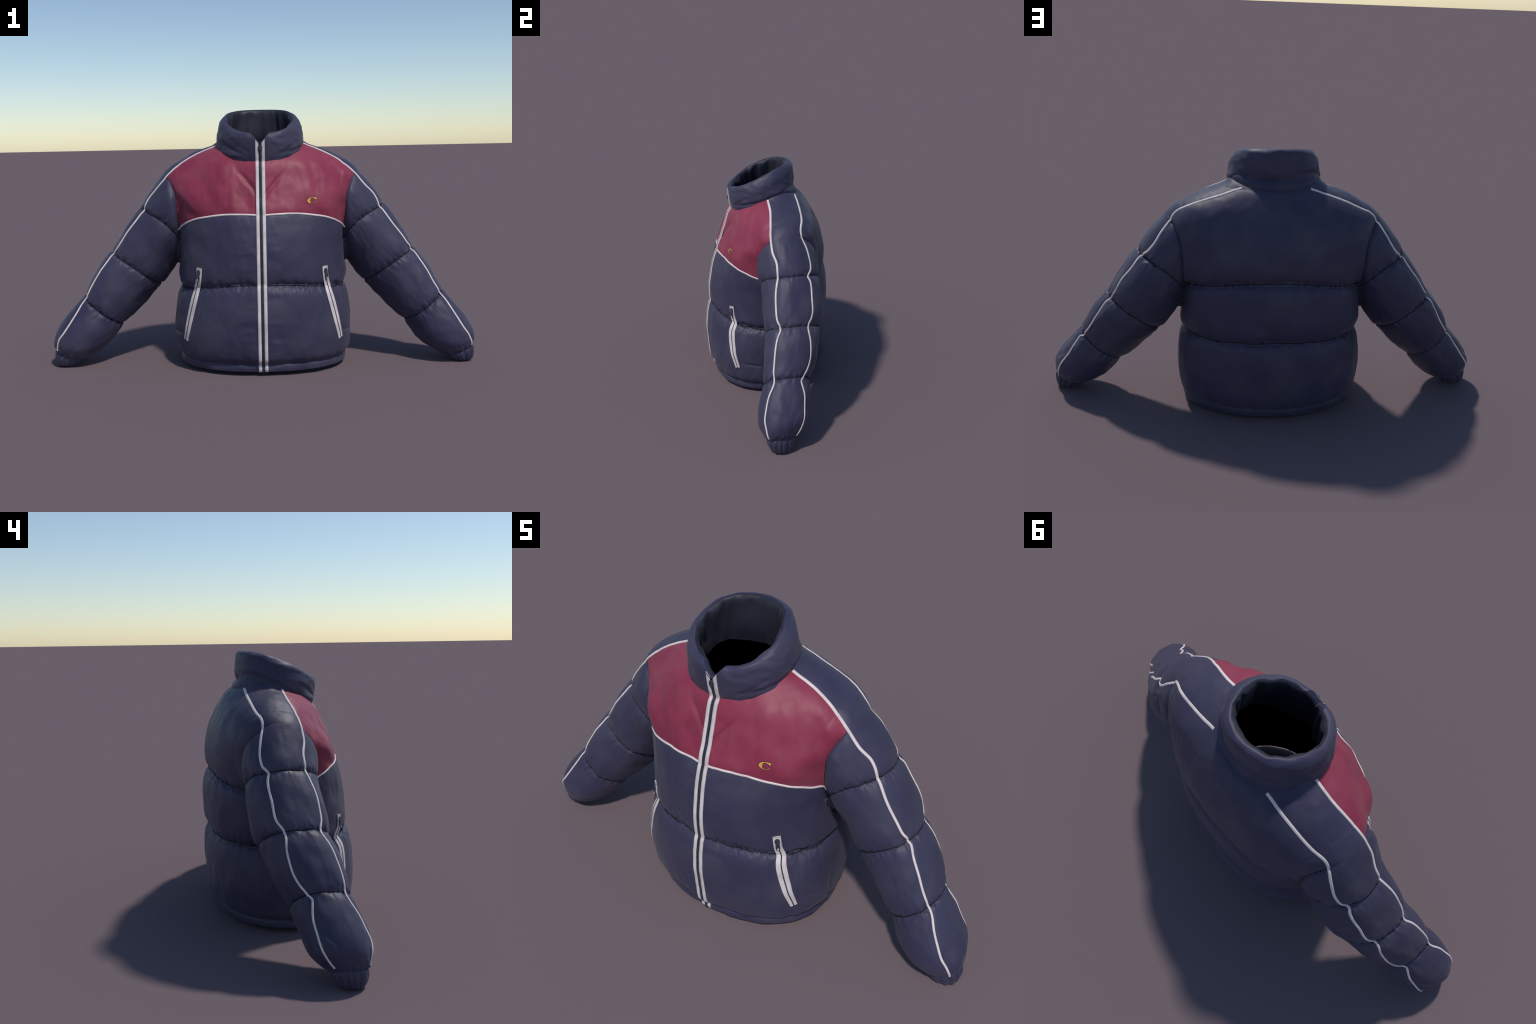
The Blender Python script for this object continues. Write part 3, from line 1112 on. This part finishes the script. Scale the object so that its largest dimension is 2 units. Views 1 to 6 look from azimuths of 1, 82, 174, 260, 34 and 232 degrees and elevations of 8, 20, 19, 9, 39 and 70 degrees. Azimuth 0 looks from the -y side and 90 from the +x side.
# slider at the top of the zip
i = int(np.argmin(np.abs(zpath[:, 2] - 1.017)))
t = zpath[i + 2] - zpath[i - 2]
t /= np.linalg.norm(t)
b, n = frame_at(zpath[i], t)
Vs, Fs = slab(rounded(.0098, .0130, .85), .0034, zpath[i] + n * .0045, b, t, n)
slider = add_mesh('zip_slider', Vs, Fs, PULL, smooth=False)
Vs, Fs = slab(rounded(.0060, .0055, .8, p=2.4), .0020, zpath[i] + n * .0075 - t * .006, b, t, n)
add_mesh('zip_pull', Vs, Fs, PULL, slider, smooth=False)

# ------------------------------------------------------------ pocket zips
POCKET = profile((.13, .357), (.16, .352), (.25, .332), (.33, .312), (.385, .297), (.42, .289), (.46, .285), (.50, .283))
for sgn in (1, -1):
    pz = np.linspace(.148, .482, 110)
    px = POCKET(pz)
    O = np.stack([px * sgn, 0 * pz - .0, pz], 1)
    P = smooth_path(ray_out(O, np.tile([0., -1., 0.], (len(pz), 1)), .0, .40), 40)
    tape = cord('pocket_welt', P, .0405, .0026, TAPE, root, taper=profile((0, .72), (.12, .82), (.4, 1.), (.65, .98), (.8, .80), (1., .76)), flat=True, lift=.0015)
    Pn = normals_of(P)
    m = P[:, 2] < .425
    cord('pocket_zip', P[m] + Pn[m] * .0042, .0050, .0014, ZIPDARK, tape)
    # slider body, then hanging pull tab with an eyelet
    i = int(np.argmin(np.abs(P[:, 2] - .462)))
    t = P[i + 3] - P[i - 3]
    t /= np.linalg.norm(t)
    nrm = Pn[i]
    nrm = nrm - t * (nrm @ t)
    nrm /= np.linalg.norm(nrm)
    b = np.cross(t, nrm)
    Vs, Fs = slab(rounded(.0100, .0120, .75, p=2.6), .0026, P[i] + nrm * .0060, b, t, nrm)
    sl = add_mesh('pocket_slider', Vs, Fs, PULL, tape, smooth=False)
    Vs, Fs = slab(rounded(.0084, .0190, .80, p=4), .0014, P[i] + nrm * .0090 - t * .021, b, t, nrm)
    add_mesh('pocket_pull', Vs, Fs, PULL, sl, smooth=False)
    Vs, Fs = slab(rounded(.0036, .0038, 1, p=2), .0008, P[i] + nrm * .0112 - t * .034, b, t, nrm)
    add_mesh('pull_eyelet', Vs, Fs, TAPE, sl, smooth=False)


# ------------------------------------------------------------ chest letter
def letter_c(grow=0.):
    """Slanted serif capital C: thick-thin bow with wedge serifs (unit box)."""
    rows = []
    for k in range(61):
        a = math.radians(52 + (322 - 52) * k / 60)
        thick = .075 + .27 * max(0, -math.cos(a)) ** 1.5
        out = np.array([math.cos(a) * .62, math.sin(a) * .5])
        inn = np.array([math.cos(a) * (.62 - thick) + .04, math.sin(a) * (.5 - thick * .42 - .02)])
        if k < 9:       # upper serif: a wedge hanging from the tip
            e = (9 - k) / 9
            out = out + np.array([.16 * e, .10 * e])
            inn = inn + np.array([.14 * e, -.22 * e])
        if k > 54:      # lower tip, upturned
            e = (k - 54) / 6
            out = out + np.array([.06 * e, .02 * e])
            inn = inn + np.array([.03 * e, .10 * e])
        d = out - inn
        d /= np.linalg.norm(d)
        rows.append((inn - d * grow, out + d * grow))
    return rows


def emblem(name, rows, width, height, lo, hi, mat, parent):
    V, F = [], []
    cx, cz = .230, .777
    pts = []
    for inn, out in rows:
        for k in range(5):
            q = inn + (out - inn) * k / 4
            pts.append((cx + (q[0] + .06 * q[1]) * width, cz + q[1] * height))
    pts = np.array(pts)
    O = np.stack([pts[:, 0], 0 * pts[:, 0], pts[:, 1]], 1)
    P = ray_out(O, np.tile([0., -1., 0.], (len(O), 1)), .0, .40)
    Nn = normals_of(np.array([[cx, -.213, cz]]))[0]
    n, m = len(rows), 5
    prof = np.array([.5, .9, 1, .9, .5])
    top = P + Nn * (lo + (hi - lo) * np.tile(prof, n))[:, None]
    bot = P - Nn * .004
    V = np.concatenate([top, bot])
    F = [tuple(f) for f in grid_faces(n, m)]
    F += [tuple(len(top) + i for i in f[::-1]) for f in grid_faces(n, m)]
    ring = [i * m for i in range(n)] + [(n - 1) * m + k for k in range(1, m)] + [i * m + m - 1 for i in range(n - 2, -1, -1)] + [k for k in range(m - 2, 0, -1)]
    K = len(top)
    for a_, b_ in zip(ring, ring[1:] + ring[:1]):
        F.append((a_, b_, K + b_, K + a_))
    return add_mesh(name, V, F, mat, parent)


em = emblem('chest_letter', letter_c(), .0355, .0265, .0010, .0030, GOLD, root)
emblem('letter_edge', letter_c(.045), .0355, .0265, .0003, .0014, GOLDEDGE, em)
